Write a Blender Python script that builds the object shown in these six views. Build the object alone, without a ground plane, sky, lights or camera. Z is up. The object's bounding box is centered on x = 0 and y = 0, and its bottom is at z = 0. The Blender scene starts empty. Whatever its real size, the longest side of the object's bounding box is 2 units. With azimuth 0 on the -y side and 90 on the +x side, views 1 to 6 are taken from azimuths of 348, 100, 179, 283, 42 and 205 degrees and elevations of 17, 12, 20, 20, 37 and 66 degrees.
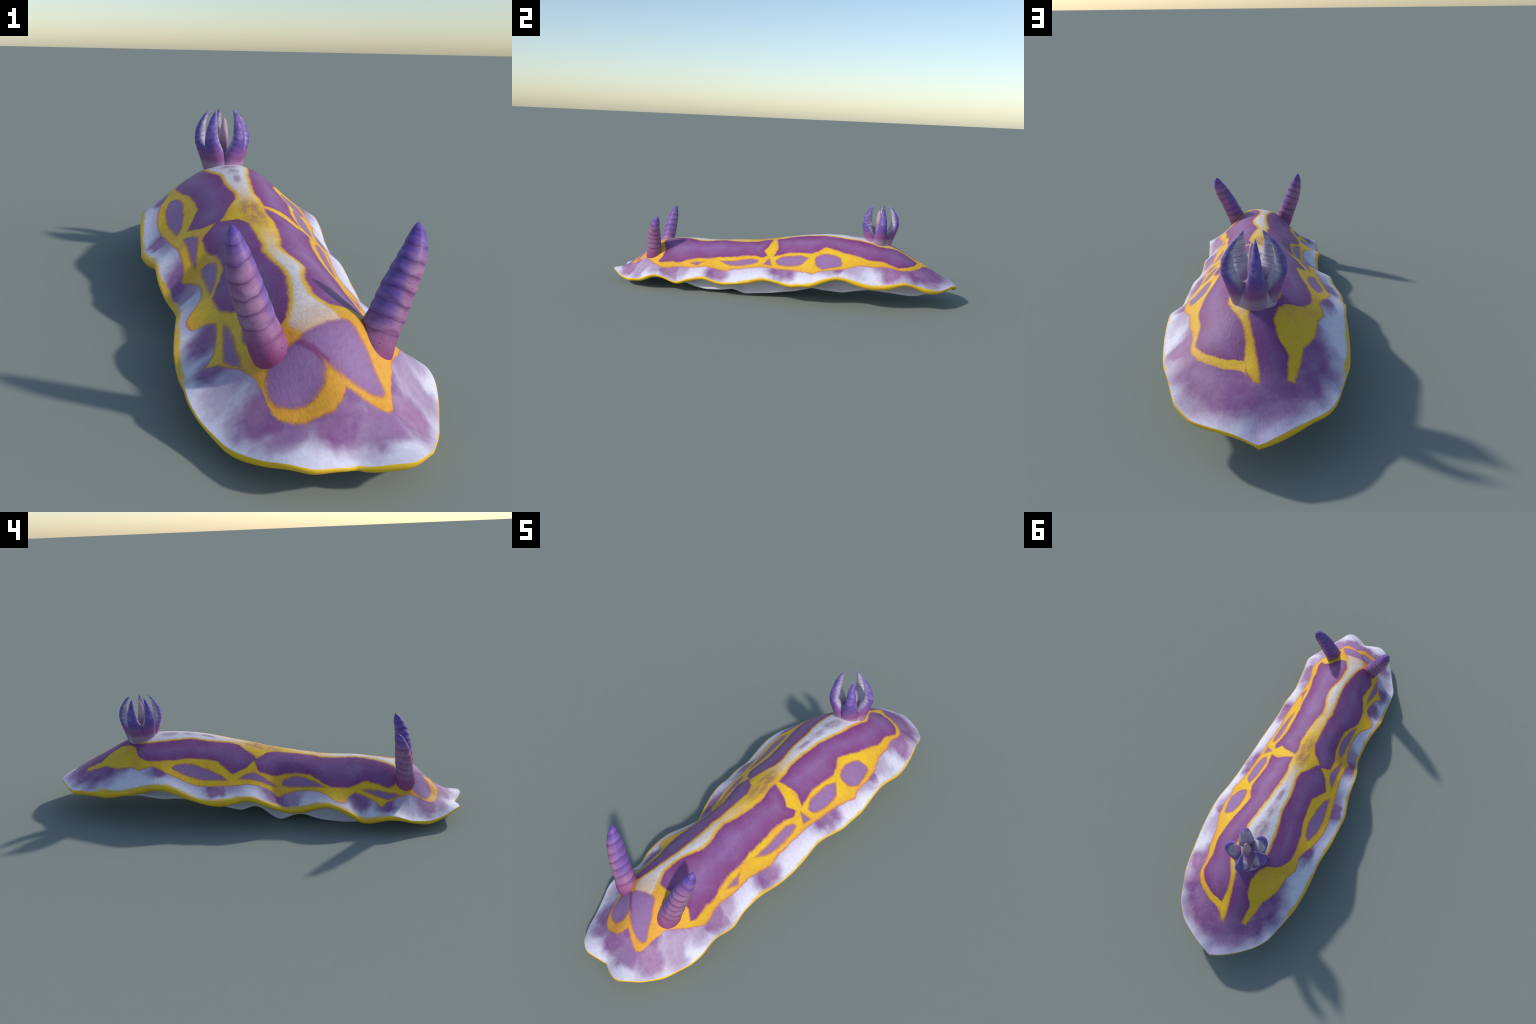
# A crawling sea slug (nudibranch): low domed body under a frilled, yellow-rimmed mantle,
# two ringed horn-like rhinophores on the head and a crown of gill branches near the tail.
import bpy, bmesh, math
import numpy as np
from mathutils import Vector, Matrix

# ------------------------------------------------------------------ body shape
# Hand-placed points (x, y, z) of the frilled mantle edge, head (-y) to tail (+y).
RIGHT_EDGE = [(.011,-.966,.052),(.050,-.985,.060),(.100,-.998,.068),(.127,-.984,.069),(.162,-.942,.049),
    (.209,-.872,.037),(.253,-.777,.053),(.267,-.730,.073),(.266,-.700,.085),(.260,-.655,.084),(.259,-.600,.063),
    (.257,-.560,.053),(.251,-.500,.074),(.256,-.440,.088),(.262,-.400,.093),(.264,-.337,.081),(.268,-.295,.075),
    (.275,-.220,.081),(.277,-.150,.099),(.278,-.060,.123),(.283,-.013,.120),(.292,.049,.111),(.297,.090,.105),
    (.302,.144,.112),(.309,.205,.121),(.313,.264,.149),(.314,.340,.170),(.314,.394,.168),(.314,.465,.153),
    (.310,.530,.140),(.303,.585,.141),(.290,.655,.154),(.278,.705,.162),(.265,.740,.156),(.250,.790,.142),
    (.236,.834,.130),(.207,.872,.121),(.180,.905,.117),(.130,.936,.120),(.085,.961,.122),(.040,.982,.116),(-.004,.998,.104)]
LEFT_EDGE = [(.011,-.966,.052),(-.035,-.976,.060),(-.077,-.984,.065),(-.120,-.961,.067),(-.150,-.930,.056),
    (-.182,-.890,.046),(-.205,-.850,.040),(-.245,-.769,.054),(-.262,-.725,.072),(-.265,-.665,.078),(-.267,-.581,.056),
    (-.268,-.551,.061),(-.271,-.513,.083),(-.263,-.460,.106),(-.254,-.403,.116),(-.247,-.350,.108),(-.246,-.280,.089),
    (-.247,-.235,.083),(-.265,-.191,.094),(-.278,-.130,.120),(-.282,-.060,.145),(-.290,.001,.138),(-.306,.062,.132),
    (-.314,.100,.129),(-.311,.160,.131),(-.310,.224,.152),(-.309,.275,.172),(-.303,.325,.187),(-.295,.394,.188),
    (-.296,.450,.174),(-.295,.510,.155),(-.290,.580,.143),(-.281,.648,.139),(-.252,.742,.128),(-.231,.813,.121),
    (-.208,.849,.114),(-.178,.886,.118),(-.130,.930,.123),(-.085,.962,.120),(-.045,.984,.112),(-.004,.998,.104)]
# Ridge of the back and points on the flanks.
RIDGE = [(.0,-.90,.118),(.0,-.855,.150),(.0,-.775,.222),(.0,-.69,.252),(.0,-.62,.268),(.0,-.50,.275),(.01,-.356,.275),
    (.02,-.167,.290),(.02,-.04,.311),(.02,.05,.327),(.015,.14,.343),(.01,.25,.356),(.005,.345,.359),(.0,.445,.350),
    (.0,.6,.326),(.0,.68,.290),(.0,.722,.266),(.0,.78,.238),(.0,.842,.205),(.0,.92,.155),(.0,.965,.119)]
FLANKS = [(.162,-.027,.233),(.195,.18,.244),(.138,.262,.304),(.164,.202,.268),(.187,.67,.226),(.194,.705,.218),
    (-.094,.804,.19),(.044,-.025,.308),(-.099,-.048,.272),(-.177,.05,.222),(.1,-.888,.11),(.169,-.043,.222),
    (.208,-.025,.19),(.206,-.067,.194),(.191,-.096,.204),(.17,-.32,.182),(.171,-.425,.17),(.176,-.495,.16),
    (.177,-.693,.147),(.213,-.658,.124),(.182,-.006,.214),(.27,.209,.175),(.226,.352,.226),(.226,.242,.207),
    (-.194,.324,.256),(-.206,.066,.202),(-.153,-.056,.229),(-.176,-.175,.167),(-.194,.012,.205),(-.162,-.192,.169),
    (-.168,-.378,.171),(-.123,-.567,.197),(-.22,-.484,.123),(-.217,-.643,.102),(-.153,-.715,.137),(-.161,-.555,.164),
    (-.137,-.673,.16),(-.056,-.849,.117),(.08,-.844,.133),(-.04,-.771,.219),(-.006,-.811,.192),(-.139,.703,.216),
    (-.091,.718,.236),(-.21,.491,.239),(.038,.772,.228),(-.100,-.280,.242),(-.105,-.22,.244),(.120,.440,.327),(.125,.52,.312),
    # mounds the horns stand on
    (.076,-.738,.242),(.125,-.786,.168),(.133,-.681,.197),(.100,-.695,.222),(-.066,-.735,.214),(-.078,-.700,.230),(-.118,-.679,.204),
    (-.120,-.754,.163),(-.090,-.688,.212)]
EDGE_LIFT = .007            # the measured line runs along the middle of the rim


def smooth_sheet(points, slack):
    """Thin-plate sheet z(x, y) through the control points."""
    n = len(points)
    kernel = lambda r2: np.where(r2 > 1e-12, r2 * np.log(np.maximum(r2, 1e-12)), 0)
    a, b = np.zeros((n + 3, n + 3)), np.zeros(n + 3)
    a[:n, :n] = kernel(((points[:, None, :2] - points[None, :, :2]) ** 2).sum(-1)) + np.diag(slack)
    a[:n, n] = a[n, :n] = 1
    a[:n, n + 1:], a[n + 1:, :n] = points[:, :2], points[:, :2].T
    b[:n] = points[:, 2]
    w = np.linalg.solve(a, b)

    def height(x, y):
        q = np.stack([np.asarray(x, float), np.asarray(y, float)], -1)
        r2 = ((q[..., None, :] - points[:, :2]) ** 2).sum(-1)
        return kernel(r2) @ w[:-3] + w[-3] + q @ w[-2:]
    return height


edges = np.array(RIGHT_EDGE + LEFT_EDGE[1:-1])
edges[:, 2] += EDGE_LIFT
control = np.vstack([edges, RIDGE, FLANKS])
slack = np.r_[np.full(len(edges), 1e-4), np.full(len(RIDGE), 2e-3), np.full(len(FLANKS), 4e-3)]
back_height = smooth_sheet(control, slack)


def resample(points, count):
    p = np.array(points, float)
    s = np.r_[0, np.cumsum(np.linalg.norm(np.diff(p, axis=0), axis=1))]
    u = np.linspace(0, s[-1], count)
    return np.stack([np.interp(u, s, p[:, k]) for k in range(3)], -1)


def soften(p, times=1):
    """Round the corners of an open line a little, keeping its ends."""
    for _ in range(times):
        q = p.copy()
        q[1:-1] = .25 * p[:-2] + .5 * p[1:-1] + .25 * p[2:]
        p = q
    return p


N, TOP = 190, 44
right = soften(resample(RIGHT_EDGE, N + 1), 2)
left = soften(resample(LEFT_EDGE, N + 1), 2)
middle = np.stack([np.zeros(N + 1), .82 * .5 * (right[:, 1] + left[:, 1])], -1)
loop = np.vstack([right, left[1:-1][::-1]])                       # once round the mantle
inner = np.vstack([middle, middle[1:-1][::-1]])
K = len(loop)
tangent = np.roll(loop[:, :2], -1, 0) - np.roll(loop[:, :2], 1, 0)
outward = np.stack([tangent[:, 1], -tangent[:, 0]], -1)
outward /= np.linalg.norm(outward, axis=1)[:, None]

loop[:, :2] -= outward * .0012                                    # leave room for the rim's swell
ts = 1 - (1 - np.linspace(0, 1, TOP)) ** 1.35
rows = []
for t in ts:
    xy = inner + (loop[:, :2] - inner) * t
    rows.append(np.column_stack([xy, back_height(xy[:, 0], xy[:, 1])]))
edge_z = rows[-1][:, 2]
# rounded rim: out over the edge, down, and back in underneath
tall = np.interp(loop[:, 1], [-1, -.85, -.4, .1, .5, .8, 1], [.018, .018, .018, .022, .026, .024, .020])
tall = np.where(loop[:, 0] < 0, np.interp(loop[:, 1], [-1, -.9, -.7, .7, 1], [.017, .020, .024, .031, .026]), tall)
tall *= 1 + .22 * np.sin(np.arange(K) * .31) * np.sin(np.arange(K) * .083 + 1)
for out, down in ((.0016, .12), (.0016, .34), (-.0015, .60), (-.007, .84), (-.0135, 1.0), (-.020, .98)):
    rows.append(np.column_stack([loop[:, :2] + outward * out, edge_z - down * tall]))
RIM_FIRST, RIM_LAST = TOP - 1, len(rows) - 1
# pale underside of the frill, running in to the foot
for f in np.linspace(0, 1, 9)[1:]:
    base = loop[:, :2] - outward * .020
    xy = base + (inner - base) * (.5 * f)
    rows.append(np.column_stack([xy, edge_z - .98 * tall + .045 * f ** .8]))
R = len(rows)
verts = np.vstack(rows)

bm = bmesh.new()
bv = [bm.verts.new(v) for v in verts]
HEAD, BACK, TAIL, RIM, UNDER = range(5)
for r in range(R - 1):
    for k in range(K):
        ids = [r * K + k, (r + 1) * K + k, (r + 1) * K + (k + 1) % K, r * K + (k + 1) % K]
        f = bm.faces.new([bv[i] for i in ids])
        y = sum(verts[i][1] for i in ids) / 4
        f.material_index = RIM if RIM_FIRST <= r < RIM_LAST else UNDER if r >= RIM_LAST else HEAD if y < -.62 else TAIL if y > .62 else BACK
        f.smooth = True
bmesh.ops.remove_doubles(bm, verts=bm.verts, dist=1e-6)
bmesh.ops.dissolve_degenerate(bm, edges=bm.edges, dist=1e-7)
bm.normal_update()
bm.verts.index_update()
whole_normals = [v.normal.copy() for v in bm.verts]

scene = bpy.context.scene


def link(name, mesh, parent=None):
    o = bpy.data.objects.new(name, mesh)
    scene.collection.objects.link(o)
    o.parent = parent
    return o


slug = link("sea_slug", None)
slug["label"] = "purple sea slug with yellow network and frilled white edge"
slug["category"] = "sea slug"


def region(name, which, mat):
    used, faces, seen = [], [], {}
    for f in bm.faces:
        if f.material_index == which:
            ids = []
            for v in f.verts:
                if v.index not in seen:
                    seen[v.index] = len(used)
                    used.append(v.index)
                ids.append(seen[v.index])
            faces.append(ids)
    bm.verts.ensure_lookup_table()
    me = bpy.data.meshes.new(name)
    me.from_pydata([bm.verts[i].co[:] for i in used], [], faces)
    me.polygons.foreach_set("use_smooth", [True] * len(faces))
    me.normals_split_custom_set_from_vertices([whole_normals[i] for i in used])
    me.materials.append(mat)
    return link(name, me, slug)


# ------------------------------------------------------------------ node helpers
class Nodes:
    def __init__(self, name):
        self.mat = bpy.data.materials.new(name)
        self.mat.use_nodes = True
        self.t = self.mat.node_tree
        self.bsdf = self.t.nodes["Principled BSDF"]

    def new(self, kind, **props):
        n = self.t.nodes.new(kind)
        for k, v in props.items():
            setattr(n, k, v)
        return n

    def put(self, socket, v):
        if isinstance(v, bpy.types.NodeSocket):
            self.t.links.new(v, socket)
        elif v is not None:
            if hasattr(socket.default_value, "__len__") and len(socket.default_value) == 4 and len(v) == 3:
                v = (*v, 1)
            socket.default_value = v

    def m(self, op, a, b=None, c=None, clamp=False):
        n = self.new("ShaderNodeMath", operation=op, use_clamp=clamp)
        for i, v in enumerate((a, b, c)):
            self.put(n.inputs[i], v)
        return n.outputs[0]

    def vm(self, op, a, b=None, out=0):
        n = self.new("ShaderNodeVectorMath", operation=op)
        self.put(n.inputs[0], a)
        self.put(n.inputs[1], b)
        return n.outputs[out]

    def least(self, items):
        r = items[0]
        for i in items[1:]:
            r = self.m("MINIMUM", r, i)
        return r

    def most(self, items):
        r = items[0]
        for i in items[1:]:
            r = self.m("MAXIMUM", r, i)
        return r

    def step(self, v, lo, hi, to0=0.0, to1=1.0):
        n = self.new("ShaderNodeMapRange", interpolation_type="SMOOTHSTEP")
        for i, x in enumerate((v, lo, hi, to0, to1)):
            self.put(n.inputs[i], x)
        return n.outputs[0]

    def mix(self, f, a, b, blend="MIX"):
        n = self.new("ShaderNodeMix", data_type="RGBA", blend_type=blend)
        self.put(n.inputs[0], f)
        self.put(n.inputs[6], a)
        self.put(n.inputs[7], b)
        return n.outputs[2]

    def noise(self, vec, scale, detail=3.0, rough=.5, out=0):
        n = self.new("ShaderNodeTexNoise")
        self.put(n.inputs["Vector"], vec)
        n.inputs["Scale"].default_value, n.inputs["Detail"].default_value, n.inputs["Roughness"].default_value = scale, detail, rough
        return n.outputs[out]

    def xyz(self, vec):
        n = self.new("ShaderNodeSeparateXYZ")
        self.put(n.inputs[0], vec)
        return n.outputs

    def vec(self, x, y, z):
        n = self.new("ShaderNodeCombineXYZ")
        for i, v in enumerate((x, y, z)):
            self.put(n.inputs[i], v)
        return n.outputs[0]

    def object_coords(self):
        return self.new("ShaderNodeTexCoord").outputs["Object"]

    def curve(self, v, pts, in0=-1.05, in1=1.05, out0=-.4, out1=.4, soft=False):
        """Piecewise line through (input, output) pairs."""
        n = self.new("ShaderNodeFloatCurve")
        c = n.mapping.curves[0]
        want = [((a - in0) / (in1 - in0), (b - out0) / (out1 - out0)) for a, b in sorted(pts)]
        while len(c.points) < len(want):
            c.points.new(.5, .5)
        for p, w in zip(c.points, want):
            p.location = w
            p.handle_type = "AUTO_CLAMPED" if soft else "VECTOR"
        n.mapping.extend = "HORIZONTAL"
        n.mapping.update()
        self.put(n.inputs["Value"], self.m("MULTIPLY_ADD", v, 1 / (in1 - in0), -in0 / (in1 - in0)))
        return self.m("MULTIPLY_ADD", n.outputs[0], out1 - out0, out0)

    def ramp(self, v, stops, mode="EASE"):
        n = self.new("ShaderNodeValToRGB")
        r = n.color_ramp
        r.interpolation = mode
        while len(r.elements) < len(stops):
            r.elements.new(.5)
        for e, (p, c) in zip(r.elements, stops):
            e.position, e.color = p, (*c, 1)
        self.put(n.inputs[0], v)
        return n.outputs[0]

    def bump(self, h, strength, distance):
        n = self.new("ShaderNodeBump")
        n.inputs["Strength"].default_value, n.inputs["Distance"].default_value = strength, distance
        self.put(n.inputs["Height"], h)
        self.put(self.bsdf.inputs["Normal"], n.outputs[0])

    def finish(self, colour, rough=.55, spec=.35):
        self.put(self.bsdf.inputs["Base Color"], colour)
        self.put(self.bsdf.inputs["Roughness"], rough)
        self.bsdf.inputs["Specular IOR Level"].default_value = spec
        return self.mat


# ------------------------------------------------------------------ the mantle's pattern
PURPLE, PURPLE_DEEP = (.305, .152, .355), (.240, .040, .190)
CELL = (.33, .18, .385)
YELLOW, ORANGE = (.90, .56, .022), (.85, .39, .045)
WHITE = (.80, .78, .88)
BLOTCH = (.260, .095, .280)

# Lines seen from above. Side to side lines give x at each y, the front ones y at each x.
STRIPE_LEFT = [(-.80,-.02),(-.756,-.053),(-.722,-.071),(-.673,-.049),(-.605,-.033),(-.542,-.023),(-.489,-.023),(-.428,-.028),
    (-.379,-.031),(-.345,-.035),(-.308,-.026),(-.251,-.027),(-.183,-.027),(-.150,-.026),(-.110,-.040),(-.090,-.052),(-.077,-.075),
    (-.052,-.098),(-.047,-.085),(.000,-.060),(.037,-.035),(.074,-.028),(.148,-.040),(.190,-.044),(.277,-.043),(.326,-.055),
    (.398,-.067),(.47,-.072),(.53,-.070),(.58,-.030),(.61,.02),(.634,.026),(.707,.011),(.798,-.006),(.842,-.008)]
STRIPE_RIGHT = [(-.80,.08),(-.76,.062),(-.703,.039),(-.650,.012),(-.576,.015),(-.514,.033),(-.471,.044),(-.415,.036),(-.375,.021),
    (-.324,.020),(-.281,.033),(-.202,.044),(-.126,.048),(-.077,.036),(-.049,.039),(-.026,.043),(.027,.041),(.071,.032),(.148,.039),
    (.240,.048),(.329,.066),(.403,.079),(.474,.085),(.559,.093),(.609,.071),(.649,.047),(.716,.034),(.771,.040),(.80,.033),(.842,.010)]
RIGHT_BAND_IN = [(-.700,.180),(-.666,.180),(-.615,.172),(-.560,.170),(-.517,.159),(-.458,.151),(-.400,.156),(-.337,.147),
    (-.250,.147),(-.181,.146),(-.133,.153),(-.085,.170),(-.062,.158),(-.040,.155),(-.026,.161),(.013,.155),(.062,.148),(.122,.156),(.190,.167),
    (.233,.152),(.265,.136),(.292,.140),(.374,.166),(.435,.180),(.513,.191),(.589,.178),(.670,.187),(.719,.153),(.749,.103),(.771,.030)]
RIGHT_BAND_OUT = [(-.700,.196),(-.655,.213),(-.607,.200),(-.560,.188),(-.494,.199),(-.406,.200),(-.355,.207),(-.289,.216),(-.237,.209),
    (-.149,.217),(-.055,.223),(.010,.227),(.119,.240),(.173,.255),(.214,.268),(.243,.256),(.315,.263),(.390,.254),(.459,.229),
    (.539,.220),(.606,.201),(.677,.203),(.704,.194),(.732,.171),(.777,.108),(.798,.045),(.842,.010)]
LEFT_BAND_IN = [(-.80,-.095),(-.735,-.115),(-.690,-.128),(-.660,-.138),(-.604,-.129),(-.564,-.124),(-.526,-.144),(-.488,-.159),(-.439,-.167),
    (-.404,-.165),(-.366,-.147),(-.317,-.126),(-.280,-.123),(-.241,-.123),(-.194,-.127),(-.160,-.139),(-.136,-.144),(-.080,-.147),
    (-.062,-.133),(-.047,-.100),(-.035,-.118),(-.017,-.142),(.045,-.175),(.083,-.155),(.124,-.135),(.183,-.137),(.259,-.146),(.325,-.164),
    (.406,-.175),(.466,-.170),(.509,-.143),(.532,-.112),(.545,-.085),(.578,-.062),(.634,-.047),(.690,-.060),(.729,-.090),(.805,-.084)]
LEFT_BAND_OUT = [(-.80,-.110),(-.756,-.137),(-.720,-.155),(-.690,-.178),(-.656,-.195),(-.643,-.219),(-.613,-.193),(-.563,-.181),(-.519,-.175),
    (-.492,-.197),(-.484,-.225),(-.462,-.234),(-.440,-.233),(-.409,-.213),(-.366,-.190),(-.315,-.180),(-.244,-.181),(-.205,-.195),(-.173,-.219),
    (-.150,-.208),(-.116,-.208),(-.056,-.214),(.049,-.230),(.140,-.247),(.192,-.254),(.255,-.254),(.332,-.238),(.392,-.212),(.427,-.203),
    (.487,-.213),(.534,-.190),(.614,-.178),(.690,-.137),(.740,-.127),(.800,-.108)]
HEAD_FRONT = [(-.155,-.72),(-.128,-.79),(-.120,-.835),(-.104,-.864),(-.066,-.884),(-.015,-.885),(.008,-.872),(.021,-.853),(.045,-.868),(.092,-.890),
    (.104,-.880),(.118,-.838),(.137,-.785),(.179,-.725),(.215,-.658)]
HEAD_BACK = [(-.155,-.72),(-.140,-.685),(-.119,-.695),(-.075,-.712),(-.05,-.69),(.012,-.68),(.045,-.695),(.063,-.695),(.116,-.668),(.150,-.672),
    (.177,-.693),(.190,-.64),(.215,-.658)]
CROSS_REAR = [(.030,-.030),(.060,-.018),(.096,-.008),(.123,-.002),(.145,-.012),(.165,-.024)]
CROSS_FRONT = [(.030,-.042),(.048,-.047),(.080,-.056),(.106,-.064),(.127,-.083),(.150,-.064),(.165,-.056)]
# Purple cells lying in the yellow, as corner points.
CELLS = [[(.172,-.425),(.176,-.495),(.190,-.457)],
    [(.169,-.320),(.187,-.274),(.197,-.199),(.199,-.142),(.193,-.101),(.181,-.110),(.169,-.145),(.168,-.218)],
    [(.171,-.042),(.208,-.027),(.205,-.066)],
    [(.181,-.004),(.166,.028),(.168,.079),(.176,.140),(.190,.178),(.217,.146),(.220,.110),(.211,.032),(.198,.004)],
    [(.182,.221),(.170,.260),(.175,.312),(.191,.353),(.222,.366),(.236,.360),(.248,.269),(.223,.227),(.196,.216)],
    [(-.200,.327),(-.183,.305),(-.170,.244),(-.173,.202),(-.180,.136),(-.190,.095),(-.206,.065),(-.221,.155),(-.227,.216),(-.222,.272),(-.210,.317)],
    [(-.192,.008),(-.169,-.022),(-.155,-.055),(-.161,-.082),(-.172,-.176),(-.184,-.142),(-.188,-.087)],
    [(-.165,-.186),(-.146,-.193),(-.134,-.232),(-.136,-.289),(-.157,-.363),(-.168,-.380),(-.168,-.300),(-.167,-.241)],
    [(-.162,-.552),(-.154,-.586),(-.153,-.640),(-.152,-.715),(-.173,-.684),(-.181,-.656),(-.170,-.600)],
    [(-.054,-.764),(.000,-.750),(.031,-.745),(.061,-.742),(.070,-.766),(.101,-.808),(.106,-.826),(.098,-.848),(.076,-.858),(.058,-.855),(.034,-.843),(.003,-.824),(-.008,-.812)],
    [(-.038,-.764),(-.108,-.766),(-.119,-.800),(-.112,-.826),(-.096,-.842),(-.060,-.853),(-.024,-.845),(-.010,-.822),(-.010,-.810)]]
# Soft purple blotches of the white skirt: x, y, half width, half length, turn, strength.
BLOTCHES = [(.215,-.612,.062,.090,0,.95),(.205,-.545,.060,.080,0,.6),(.228,-.330,.062,.105,0,.95),(.240,.042,.065,.125,0,.95),
    (.258,.320,.055,.110,0,.5),(.262,.345,.038,.055,0,.95),(.258,.430,.055,.100,0,.45),(.230,.640,.080,.105,.1,1.0),
    (.015,.690,.295,.290,0,1.0),(-.155,.740,.100,.130,-.3,1.0),(-.220,.385,.060,.090,.2,1.0),(-.258,.105,.050,.085,0,.95),
    (-.245,.050,.050,.090,0,.5),(-.222,-.165,.065,.105,0,1.0),(-.198,-.240,.060,.080,0,.8),(-.194,-.535,.070,.095,0,1.0),
    (-.210,-.668,.062,.075,.2,1.0),(-.200,-.745,.065,.065,0,.5),(-.132,-.835,.080,.100,.5,1.0),(-.085,-.885,.12,.060,.2,.85),
    (.000,-.890,.110,.080,0,1.0),(.065,-.910,.110,.060,0,.85),(.130,-.860,.085,.105,.5,.95),(.150,-.895,.095,.090,.5,.4),
    (.180,-.780,.080,.120,.3,.7),(.205,-.700,.070,.080,0,.6)]


def mantle_material():
    n = Nodes("mantle_skin")
    p0 = n.object_coords()
    wob = n.vm("SUBTRACT", n.noise(p0, 34, 3, .6, out=1), (.5, .5, .5))
    wob2 = n.vm("SUBTRACT", n.noise(p0, 120, 2, .6, out=1), (.5, .5, .5))
    p = n.vm("ADD", n.vm("ADD", p0, n.vm("MULTIPLY", wob, (.010, .010, 0))), n.vm("MULTIPLY", wob2, (.004, .004, 0)))
    x, y, _ = n.xyz(p)
    flat = n.vec(x, y, 0)

    def between(v, lo, hi, u, **kw):
        return n.m("MAXIMUM", n.m("SUBTRACT", v, n.curve(u, hi, **kw)), n.m("SUBTRACT", n.curve(u, lo, **kw), v))

    def within(d, v, a, b):
        return n.most([d, n.m("SUBTRACT", v, b), n.m("SUBTRACT", a, v)])

    across = dict(in0=-.4, in1=.4, out0=-1.05, out1=1.05)
    stripe = within(between(x, STRIPE_LEFT, STRIPE_RIGHT, y), y, -.79, .842)
    band_r = within(between(x, RIGHT_BAND_IN, RIGHT_BAND_OUT, y), y, -.695, .842)
    band_l = within(between(x, LEFT_BAND_OUT, LEFT_BAND_IN, y), y, -.79, .812)
    head = within(between(y, HEAD_FRONT, HEAD_BACK, x, **across), x, -.150, .213)
    cross = within(between(y, CROSS_FRONT, CROSS_REAR, x, **across), x, .032, .166)
    drawn = n.least([stripe, band_r, band_l, head, cross])

    cell_d = []
    for poly in CELLS:
        cx, cy = np.mean(poly, axis=0)
        sides = []
        for (x0, y0), (x1, y1) in zip(poly, poly[1:] + poly[:1]):
            nx, ny = y1 - y0, x0 - x1
            l = math.hypot(nx, ny)
            nx, ny = nx / l, ny / l
            if nx * (cx - x0) + ny * (cy - y0) > 0:
                nx, ny = -nx, -ny
            dot = n.vm("DOT_PRODUCT", flat, (nx, ny, 0), out=1)
            sides.append(n.m("SUBTRACT", dot, nx * x0 + ny * y0))
        r = sides[0]
        for s in sides[1:]:
            r = n.m("SMOOTH_MAX", r, s, (.010 if cx > 0 else .018) if cy < -.75 else .007)
        cell_d.append(n.m("SUBTRACT", r, .002) if cy < -.75 else r)
    cells = n.least(cell_d)
    d = n.m("MAXIMUM", drawn, n.m("MULTIPLY", cells, -1))          # below zero: yellow

    # --- purple of the back, dark wine beside the yellow
    grain = n.noise(p0, 90, 4, .65)
    cloud = n.noise(p0, 7, 3, .55)
    wide = n.m("MULTIPLY_ADD", n.noise(p0, 11, 3, .6), .11, .012)
    near = n.m("SUBTRACT", 1.0, n.m("DIVIDE", n.m("MAXIMUM", drawn, 0.0), wide), clamp=True)
    purple = n.mix(n.m("MULTIPLY", n.m("POWER", near, .85), .95), PURPLE, PURPLE_DEEP)
    purple = n.mix(n.step(cloud, .40, .72, 0, .35), purple, (.32, .185, .42))
    purple = n.mix(n.step(n.noise(p0, 17, 4, .65), .48, .70, 0, .55), purple, (.265, .105, .285))
    cell_col = n.mix(n.step(n.m("MULTIPLY", cells, -1), .0, .016, .6, 0), CELL, (.36, .14, .27))
    purple = n.mix(n.step(cells, .001, -.001), purple, cell_col)
    # wine-dark seam between the two lobes of the head
    ax, ay, bx, by = -.046, -.770, -.006, -.812
    seam = n.m("ABSOLUTE", n.m("SUBTRACT", n.vm("DOT_PRODUCT", flat, ((by - ay) / .058, (ax - bx) / .058, 0), out=1), (ax * (by - ay) + ay * (ax - bx)) / .058))
    seam = n.m("MULTIPLY", n.step(seam, .009, .001), n.m("MULTIPLY", n.step(y, -.825, -.808), n.step(x, .004, -.004)))
    purple = n.mix(n.m("MULTIPLY", seam, n.m("MULTIPLY", n.step(y, -.757, -.765), .8)), purple, (.22, .05, .19))

    # --- white skirt with soft purple blotches
    soft = n.vm("SUBTRACT", n.noise(p0, 13, 3, .55, out=1), (.5, .5, .5))
    q = n.vm("MULTIPLY", n.vm("ADD", p0, n.vm("MULTIPLY", soft, (.09, .09, 0))), (1, 1, 0))
    blots = []
    for bx, by, rx, ry, turn, strength in BLOTCHES:
        mp = n.new("ShaderNodeMapping", vector_type="TEXTURE")
        n.put(mp.inputs["Vector"], q)
        mp.inputs["Location"].default_value = (bx, by, 0)
        mp.inputs["Rotation"].default_value = (0, 0, turn)
        mp.inputs["Scale"].default_value = (rx, ry, 1)
        blots.append(n.step(n.vm("LENGTH", mp.outputs[0], out=1), .70 if rx > .2 else .32, 1.0, strength, 0))
    blot = n.most(blots)
    white = n.mix(n.step(n.noise(p0, 5, 2), .4, .7, 0, .35), WHITE, (.74, .70, .86))
    blotch = n.mix(n.step(n.noise(p0, 9, 3), .42, .62), BLOTCH, (.36, .17, .34))

    inside = n.most([n.m("SUBTRACT", x, n.curve(y, RIGHT_BAND_OUT)), n.m("SUBTRACT", n.curve(y, LEFT_BAND_OUT), x),
                     n.m("SUBTRACT", n.curve(x, HEAD_FRONT, **across), y)])
    white = n.mix(n.step(n.m("ADD", inside, n.m("MULTIPLY", n.noise(p0, 12, 3), .03)), .005, .060, .6, 0), white, (.50, .37, .60))
    skirt = n.mix(n.m("MULTIPLY", blot, n.m("MULTIPLY_ADD", n.noise(p0, 22, 4, .6), .5, .72), clamp=True), white, blotch)
    base = n.mix(n.m("MULTIPLY", n.step(inside, .004, -.004), n.step(y, .87, .74)), skirt, purple)
    base = n.mix(n.step(cells, .002, -.002), base, purple)

    # --- yellow, orange at its borders and in patches, orange over the head
    deep = n.m("MULTIPLY", d, -1)
    patch = n.step(n.noise(p0, 10, 3, .6), .48, .64)
    yx, yy, _ = n.xyz(p0)
    lower = n.step(n.m("SUBTRACT", n.curve(y, RIGHT_BAND_OUT), x), .0, .035, .75, 0)
    yel = n.mix(n.most([n.m("MULTIPLY", patch, .55), n.step(yy, -.66, -.76, 0, .9), lower]), YELLOW, ORANGE)
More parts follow.
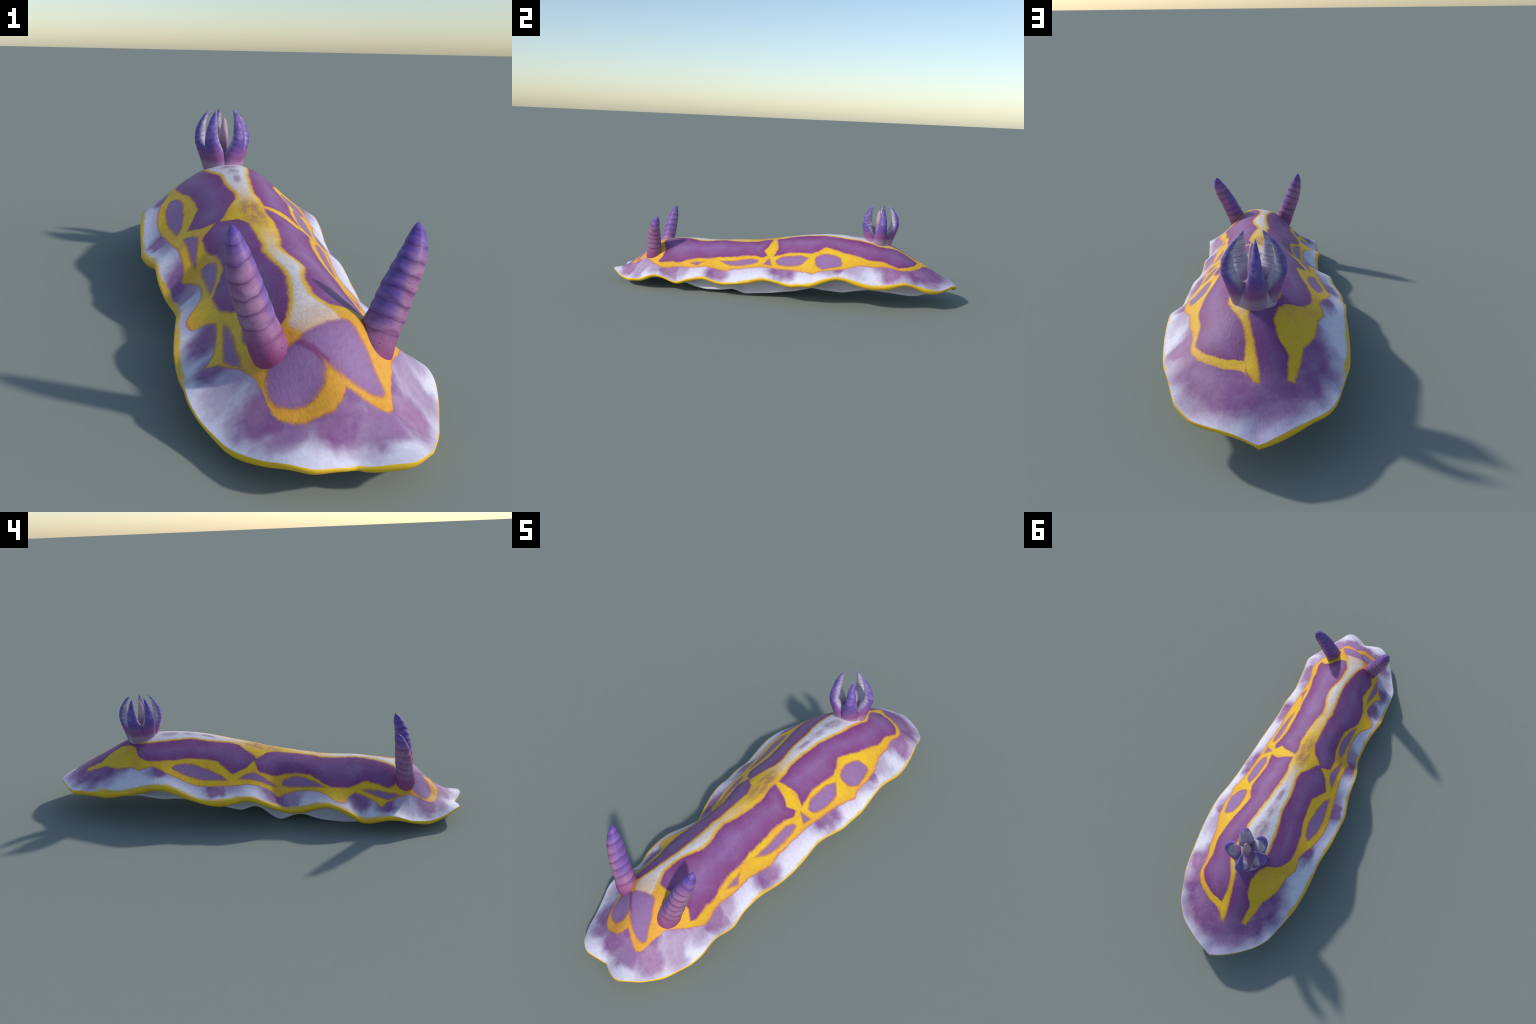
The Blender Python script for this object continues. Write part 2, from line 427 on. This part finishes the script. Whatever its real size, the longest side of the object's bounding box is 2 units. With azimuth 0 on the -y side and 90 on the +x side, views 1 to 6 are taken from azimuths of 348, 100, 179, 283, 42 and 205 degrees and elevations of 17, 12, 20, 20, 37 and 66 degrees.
    yel = n.mix(n.step(n.noise(p0, 45, 4, .7), .5, .72, 0, .5), yel, (.80, .44, .06))
    yel = n.mix(n.step(deep, .0, .008, .75, 0), yel, (.66, .27, .06))
    cm = n.new("ShaderNodeMapping")
    n.put(cm.inputs["Vector"], p0)
    cm.inputs["Scale"].default_value = (1, .35, 1)
    comb_p = cm.outputs[0]
    # the stripe along the back pales to white, browns before the middle
    core = n.step(n.m("MULTIPLY", stripe, -1), .002, .020)
    pale = n.curve(yy, [(-1.0,0),(-.79,.0),(-.73,.55),(-.66,.85),(-.5,.95),(-.42,.75),(-.34,.45),(-.24,.2),(-.16,0),(-.02,0),(.05,.45),(.13,.8),(.2,1),(.5,1),(.6,.3),(.7,0),(1,0)], out0=0, out1=1)
    cream = n.mix(n.step(core, .3, .9), (.83, .60, .34), (.80, .77, .83))
    yel = n.mix(n.m("MULTIPLY", n.m("MULTIPLY", core, pale), n.step(grain, .2, .55, .75, 1)), yel, cream)
    for (bx, by, rx, ry, turn, s, col) in ((.000,-.075,.042,.135,.05,.85,(.42,.20,.12)), (.003,.210,.018,.060,-.1,.85,(.40,.27,.37)), (.005,.295,.024,.065,-.1,.85,(.40,.27,.37)),
                                      (.008,.400,.038,.070,-.1,.85,(.40,.27,.37))):
        mp = n.new("ShaderNodeMapping", vector_type="TEXTURE")
        n.put(mp.inputs["Vector"], n.vec(x, y, 0))
        mp.inputs["Location"].default_value = (bx, by, 0)
        mp.inputs["Rotation"].default_value = (0, 0, turn)
        mp.inputs["Scale"].default_value = (rx, ry, 1)
        yel = n.mix(n.m("MULTIPLY", n.step(n.vm("LENGTH", mp.outputs[0], out=1), .35, 1.05, s, 0), n.step(n.noise(comb_p, 55, 4, .65), .32, .58, .35, 1)), yel, col)
    # the rim's yellow runs a little way up over the edge
    px, py, _ = n.xyz(p0)
    side_r, side_l = [(q[1], q[0]) for q in RIGHT_EDGE[9:36:2]], [(q[1], q[0]) for q in LEFT_EDGE[9:36:2]]
    fringe = n.least([n.m("ADD", n.m("SUBTRACT", n.curve(py, side_r), px), .008), n.m("SUBTRACT", px, n.curve(py, side_l))])
    fringe = n.m("ADD", fringe, n.m("MULTIPLY_ADD", n.noise(p0, 30, 3), .016, -.008))
    base = n.mix(n.m("MULTIPLY", n.step(fringe, .017, .006), n.m("MULTIPLY", n.step(py, -.70, -.6), n.step(py, .74, .66))), base, (.82, .52, .06))
    col = n.mix(n.step(d, .0045, -.0045), base, yel)
    col = n.mix(n.step(grain, .3, .7, .30, 0), col, n.mix(1, col, (.62, .56, .62), "MULTIPLY"))

    # --- fine, slightly combed skin grain
    comb = n.new("ShaderNodeMapping")
    n.put(comb.inputs["Vector"], p0)
    comb.inputs["Rotation"].default_value = (0, 0, .7)
    comb.inputs["Scale"].default_value = (1, .4, 1)
    tex = n.m("ADD", n.noise(comb.outputs[0], 150, 4, .65), n.m("MULTIPLY", n.noise(p0, 60, 3), .6))
    n.bump(n.m("MULTIPLY", tex, n.step(inside, .0, .02, 1, .35)), .30, .004)
    return n.finish(col, .55, .30)


def rim_material():
    n = Nodes("mantle_rim_yellow")
    p = n.object_coords()
    col = n.mix(n.step(n.noise(p, 14, 3), .42, .66), (.86, .55, .02), (.80, .46, .03))
    return n.finish(col, .5, .3)


def pale_material():
    n = Nodes("pale_underside")
    p = n.object_coords()
    col = n.mix(n.step(n.noise(p, 9, 4), .35, .7), (.56, .53, .60), (.66, .64, .70))
    n.bump(n.noise(p, 60, 3), .2, .004)
    return n.finish(col, .5, .35)


skin, rim_mat, pale = mantle_material(), rim_material(), pale_material()
region("head", HEAD, skin)
region("back", BACK, skin)
region("tail", TAIL, skin)
region("mantle_rim", RIM, rim_mat)
region("mantle_underside", UNDER, pale)
bm.free()


# ------------------------------------------------------------------ foot
# Height of the wavy sole edge at each y, right and left.
SOLE_RIGHT = [(-.70,.05),(-.62,.045),(-.533,.031),(-.461,.015),(-.40,.006),(-.30,.013),(-.244,.025),(-.175,.002),(-.045,.018),(.11,.044),
    (.208,.074),(.242,.067),(.375,.061),(.44,.076),(.514,.09),(.63,.081),(.737,.067),(.782,.069),(.848,.085),(.90,.09)]
SOLE_LEFT = [(-.70,.03),(-.62,.015),(-.544,.0),(-.46,.0),(-.36,.011),(-.283,.036),(-.236,.028),(-.194,.006),(-.173,.002),(-.141,.015),(-.095,.052),
    (-.058,.067),(.012,.038),(.07,.049),(.2,.08),(.326,.084),(.395,.076),(.52,.09),(.694,.07),(.85,.085),(.90,.09)]


def foot_mesh():
    ys = np.linspace(-.70, .872, 180)
    zr = np.interp(ys, *np.array(SOLE_RIGHT).T)
    zl = np.interp(ys, *np.array(SOLE_LEFT).T)
    zr, zl = soften(zr, 3) + np.interp(ys, [-.4, .3], [.010, .0]), soften(zl, 3)
    u = (ys - ys[0]) / (ys[-1] - ys[0])
    taper = np.clip(1 - np.abs(2 * u - 1) ** 6, 0, 1) ** .5
    me, bmf = bpy.data.meshes.new("foot"), bmesh.new()
    ring = []
    for yy, a, b, w in zip(ys, zl, zr, taper):
        wl, w = w * .168 + .002, w * np.interp(yy, [-.4, -.1, .3, .8], [.198, .180, .168, .160]) + .002
        roof = min(.16, float(np.min(back_height(np.array([-wl, 0, w]) * .8, np.full(3, yy)))) - .03)
        roof = max(roof, max(a, b) + .02)
        mid = max(.0015, .5 * (a + b) * .6)
        sec = [(-wl * .80, roof), (-wl * .84, .6 * a + .4 * roof), (-wl * .95, a + .014), (-wl * 1.0, a + .004), (-wl * .98, a), (-wl * .88, a + .003),
               (-wl * .5, .35 * a + .65 * mid), (0, mid), (w * .5, .35 * b + .65 * mid), (w * .88, b + .003), (w * .98, b), (w * 1.0, b + .004), (w * .95, b + .014),
               (w * .84, .6 * b + .4 * roof), (w * .80, roof)]
        ring.append([bmf.verts.new((x, yy, z)) for x, z in sec])
    for r0, r1 in zip(ring, ring[1:]):
        for k in range(len(r0)):
            bmf.faces.new([r0[k], r0[(k + 1) % len(r0)], r1[(k + 1) % len(r0)], r1[k]])
    bmf.faces.new(ring[0][::-1])
    bmf.faces.new(ring[-1])
    bmesh.ops.recalc_face_normals(bmf, faces=bmf.faces)
    for f in bmf.faces:
        f.smooth = True
    bmf.to_mesh(me)
    bmf.free()
    me.materials.append(pale)
    return me


link("foot", foot_mesh(), slug)


# ------------------------------------------------------------------ tubes for horns and gills
def spline(points, count):
    """Catmull-Rom through rows of numbers."""
    p = np.array(points, float)
    p = np.vstack([2 * p[0] - p[1], p, 2 * p[-1] - p[-2]])
    out = []
    for s in np.linspace(0, len(p) - 3 - 1e-9, count):
        i, t = int(s), s - int(s)
        a, b, c, d = p[i:i + 4]
        out.append(.5 * (2 * b + (c - a) * t + (2 * a - 5 * b + 4 * c - d) * t * t + (3 * b - a - 3 * c + d) * t ** 3))
    return np.array(out)


def tube(name, path, count, around, mat, side=(0, 1, 0), relief=None):
    """path rows: x, y, z, radius along the plane of bending, radius across it."""
    rows_ = spline(path, count)
    me, b = bpy.data.meshes.new(name), bmesh.new()
    rings, side = [], Vector(side)
    for i, r in enumerate(rows_):
        d = Vector(rows_[min(i + 1, count - 1)][:3] - rows_[max(i - 1, 0)][:3]).normalized()
        e1 = side.cross(d).normalized()
        e2 = d.cross(e1)
        ring = []
        for k in range(around):
            a = math.tau * k / around
            g = 1.0
            if relief:
                g = relief(i / (count - 1), a, Vector(r[:3]) + e1 * (math.cos(a) * r[3]) + e2 * (math.sin(a) * r[4]))
            ring.append(b.verts.new(Vector(r[:3]) + e1 * (math.cos(a) * max(r[3], 1e-4) * g) + e2 * (math.sin(a) * max(r[4], 1e-4) * g)))
        rings.append(ring)
    for r0, r1 in zip(rings, rings[1:]):
        for k in range(around):
            b.faces.new([r0[k], r0[(k + 1) % around], r1[(k + 1) % around], r1[k]])
    b.faces.new(rings[0][::-1])
    b.faces.new(rings[-1])
    bmesh.ops.recalc_face_normals(b, faces=b.faces)
    for f in b.faces:
        f.smooth = True
    b.to_mesh(me)
    b.free()
    me.materials.append(mat)
    return me


def lamellae(count, depth, tilt, first=.1, last=.97):
    """Overlapping rings: each swells upward, then steps back in."""
    def f(s, a, p):
        ph = (s - first) / (last - first) * count + tilt * math.cos(a)
        if ph < 0 or s > last:
            return 1.0
        saw = 1 - ph % 1
        return 1 + depth * (min(saw, (1 - saw) * 5) - .4)
    return f


RING, RING_TILT = .0335, 12.0


def horn_rings(slant, depth):
    """Swollen bands hanging over each other along slanting lines (same phase as the skin's lines)."""
    def f(s, a, p):
        ph = p.z / RING + slant * RING_TILT * (p.x + .4 * p.y) + .16 * math.sin(3 * a + 40 * p.z) + .12 * math.sin(2 * a - 75 * p.z)
        u = (ph - .5) % 1
        rise = min(1, max(0, (p.z - .03) / .03)) * min(1, max(0, (.25 - p.z) / .03))
        return 1 + depth * rise * (min(u / .12, 1) * (1.1 - u) - .5)
    return f


def rhinophore_material(lean):
    n = Nodes("rhinophore_skin")
    p = n.object_coords()
    x, y, z = n.xyz(p)
    wob = n.m("MULTIPLY_ADD", n.noise(p, 22, 3), .05, -.025)
    h = n.m("DIVIDE", n.m("ADD", z, wob), .27)
    pink = n.mix(n.step(n.noise(p, 30, 3), .4, .65), (.33, .135, .29), (.40, .20, .35))
    col = n.mix(n.step(h, .02, .30), (.285, .065, .200), pink)
    col = n.mix(n.step(h, .60, .92), col, (.135, .07, .37))
    # blue streak up the back of the horn
    spine_x = n.m("MULTIPLY", z, lean)
    streak = n.m("MULTIPLY", n.step(n.m("SUBTRACT", x, spine_x), -.004 if lean > 0 else .004, -.026 if lean > 0 else .026), n.step(h, .15, .45))
    col = n.mix(n.m("MULTIPLY", streak, .85), col, (.13, .075, .36))
    # dark lines between the rings
    slant = RING_TILT if lean > 0 else -RING_TILT
    tilted = n.m("MULTIPLY", n.m("ADD", x, n.m("MULTIPLY", y, .4)), slant)
    ph = n.m("FRACT", n.m("ADD", n.m("DIVIDE", z, RING), n.m("ADD", tilted, n.m("MULTIPLY_ADD", n.noise(p, 26, 2), .5, -.25))))
    u = n.m("SUBTRACT", ph, .5)
    fade = n.m("MULTIPLY", n.step(h, .08, .2), n.m("MULTIPLY_ADD", n.noise(p, 16, 2), 1.2, .35), clamp=True)
    col = n.mix(n.m("MULTIPLY", n.m("MULTIPLY", n.step(u, .10, .40), fade), .22), col, (.46, .25, .40))          # paler swell
    col = n.mix(n.m("MULTIPLY", n.m("MULTIPLY", n.step(n.m("ABSOLUTE", n.m("ADD", u, .05)), .26, .0), fade), .35), col, (.15, .055, .19))  # soft shading under each ring, painted as a wide dark gradient
    line = n.m("MULTIPLY", n.step(n.m("ABSOLUTE", u), .0, .09, 1, 0), fade)
    col = n.mix(n.m("MULTIPLY", line, .65), col, (.10, .035, .13))
    speck = n.new("ShaderNodeTexVoronoi")
    speck.inputs["Scale"].default_value = 48
    n.put(speck.inputs["Vector"], p)
    col = n.mix(n.m("MULTIPLY", n.step(speck.outputs["Distance"], .10, .07), n.step(n.noise(p, 40, 1), .5, .55)), col, (.06, .02, .42))
    n.bump(n.noise(p, 120, 3), .25, .003)
    return n.finish(col, .5, .35)


def horn(base, path, lean, tilt):
    me = tube("rhinophore", path, 110, 36, rhinophore_material(lean), relief=horn_rings(1 if lean > 0 else -1, .085 if lean > 0 else .06))
    o = link("rhinophore", me, slug)
    o.location = base
    return o


# right horn, then left; rows: offset of the axis from the base, radii
horn((.130, -.738, .160), [(-.040,.0,-.02,.056,.058),(-.021,.0,.008,.048,.050),(-.007,.003,.036,.041,.043),(.006,.006,.065,.038,.040),(.022,.011,.100,.0365,.0385),
    (.038,.017,.136,.0345,.037),(.064,.026,.186,.030,.031),(.078,.039,.220,.0225,.024),(.084,.048,.243,.014,.015),(.086,.053,.254,.007,.007),(.087,.055,.259,.001,.001)], .34, .5)
horn((-.100, -.740, .175), [(.014,.011,-.02,.041,.044),(.003,.006,.004,.041,.0435),(-.006,.001,.022,.0395,.0425),(-.016,.004,.050,.037,.040),(-.026,.007,.077,.0355,.038),(-.045,.013,.132,.034,.036),
    (-.057,.019,.174,.030,.032),(-.065,.026,.210,.0235,.0255),(-.070,.032,.237,.014,.016),(-.072,.036,.250,.007,.008),(-.0725,.038,.256,.001,.001)], -.28, -.5)


# ------------------------------------------------------------------ gill crown
def gill_material():
    n = Nodes("gill_branch_skin")
    p = n.object_coords()
    x, y, z = n.xyz(p)
    axis = n.curve(z, [(-.05,.03),(.0,.043),(.05,.066),(.10,.082),(.15,.072),(.18,.057),(.22,.040)], in0=-.05, in1=.25, out0=0, out1=.1, soft=True)
    wob = n.m("MULTIPLY_ADD", n.noise(p, 30, 3), .016, -.008)
    outer = n.m("ADD", n.m("SUBTRACT", x, axis), wob)
    h = n.m("ADD", n.m("DIVIDE", z, .19), n.m("MULTIPLY", wob, 4.0))
    pale_ = n.mix(n.step(n.noise(p, 35, 3), .4, .65), (.47, .42, .53), (.58, .54, .64))
    pale_ = n.mix(n.step(h, .85, 1.0), pale_, (.34, .27, .56))
    blue = n.mix(n.step(n.noise(p, 26, 2), .45, .62), (.145, .085, .36), (.225, .14, .44))
    col = n.mix(n.step(outer, -.010, .010), pale_, blue)
    col = n.mix(n.m("MULTIPLY", n.step(h, .42, .12), n.step(outer, -.014, .004, .35, 1)), col, (.27, .095, .28))
    col = n.mix(n.step(h, .12, -.02), col, (.37, .235, .35))
    ph = n.m("FRACT", n.m("ADD", n.m("DIVIDE", z, .0185), n.m("ADD", n.m("MULTIPLY", wob, 12.0), n.m("MULTIPLY", x, 14.0))))
    line = n.m("MULTIPLY", n.step(n.m("ABSOLUTE", n.m("SUBTRACT", ph, .5)), .0, .11, 1, 0), n.step(h, .3, .45))
    col = n.mix(n.m("MULTIPLY", line, .55), col, (.11, .06, .17))
    n.bump(n.noise(p, 130, 3), .25, .003)
    return n.finish(col, .5, .35)


def stalk_material():
    n = Nodes("gill_stalk_skin")
    p = n.object_coords()
    _, _, z = n.xyz(p)
    col = n.mix(n.step(n.m("ADD", z, n.m("MULTIPLY_ADD", n.noise(p, 25, 3), .05, -.025)), .0, .03), (.44, .33, .43), (.33, .20, .33))
    col = n.mix(n.step(z, .07, .12), col, (.52, .37, .42))
    return n.finish(col, .5, .35)


branch_mat = gill_material()
crown = Vector((.009, .541, .348))
stalk = tube("gill", [(0,0,-.055,.074,.070),(0,0,-.022,.070,.067),(0,0,.0,.065,.064),(0,0,.02,.056,.056),(0,0,.034,.045,.045),(.001,-.001,.048,.022,.022),
    (.002,-.001,.08,.019,.019),(.004,-.001,.12,.014,.014),(.005,-.001,.150,.008,.008),(.005,-.001,.163,.001,.001)], 60, 32, stalk_material())
gill = link("gill", stalk, slug)
gill.location = crown
branch = tube("gill_branch", [(.040,0,-.045,.027,.040),(.047,0,-.010,.028,.0395),(.056,0,.020,.028,.0375),(.069,0,.052,.0255,.033),(.0805,0,.080,.022,.027),(.083,0,.105,.0195,.0225),
    (.079,0,.130,.0165,.0185),(.069,0,.158,.0105,.0125),(.058,0,.178,.006,.007),(.045,0,.193,.0008,.0008)], 80, 28, branch_mat,
    relief=lamellae(9, .07, .35, .3, .95))
for azimuth, size, tall, wide, lean in ((14, 1.02, .985, .95, -2), (93, 1.07, 1.0, .90, -1), (177, .99, .985, 1.05, 5), (231, .95, 1.0, 1.05, 0), (301, .98, 1.0, 1.02, -3)):
    o = link("gill_branch", branch, gill)
    o.rotation_euler = (math.radians(lean), 0, math.radians(azimuth))
    o.scale = (size, wide, tall)
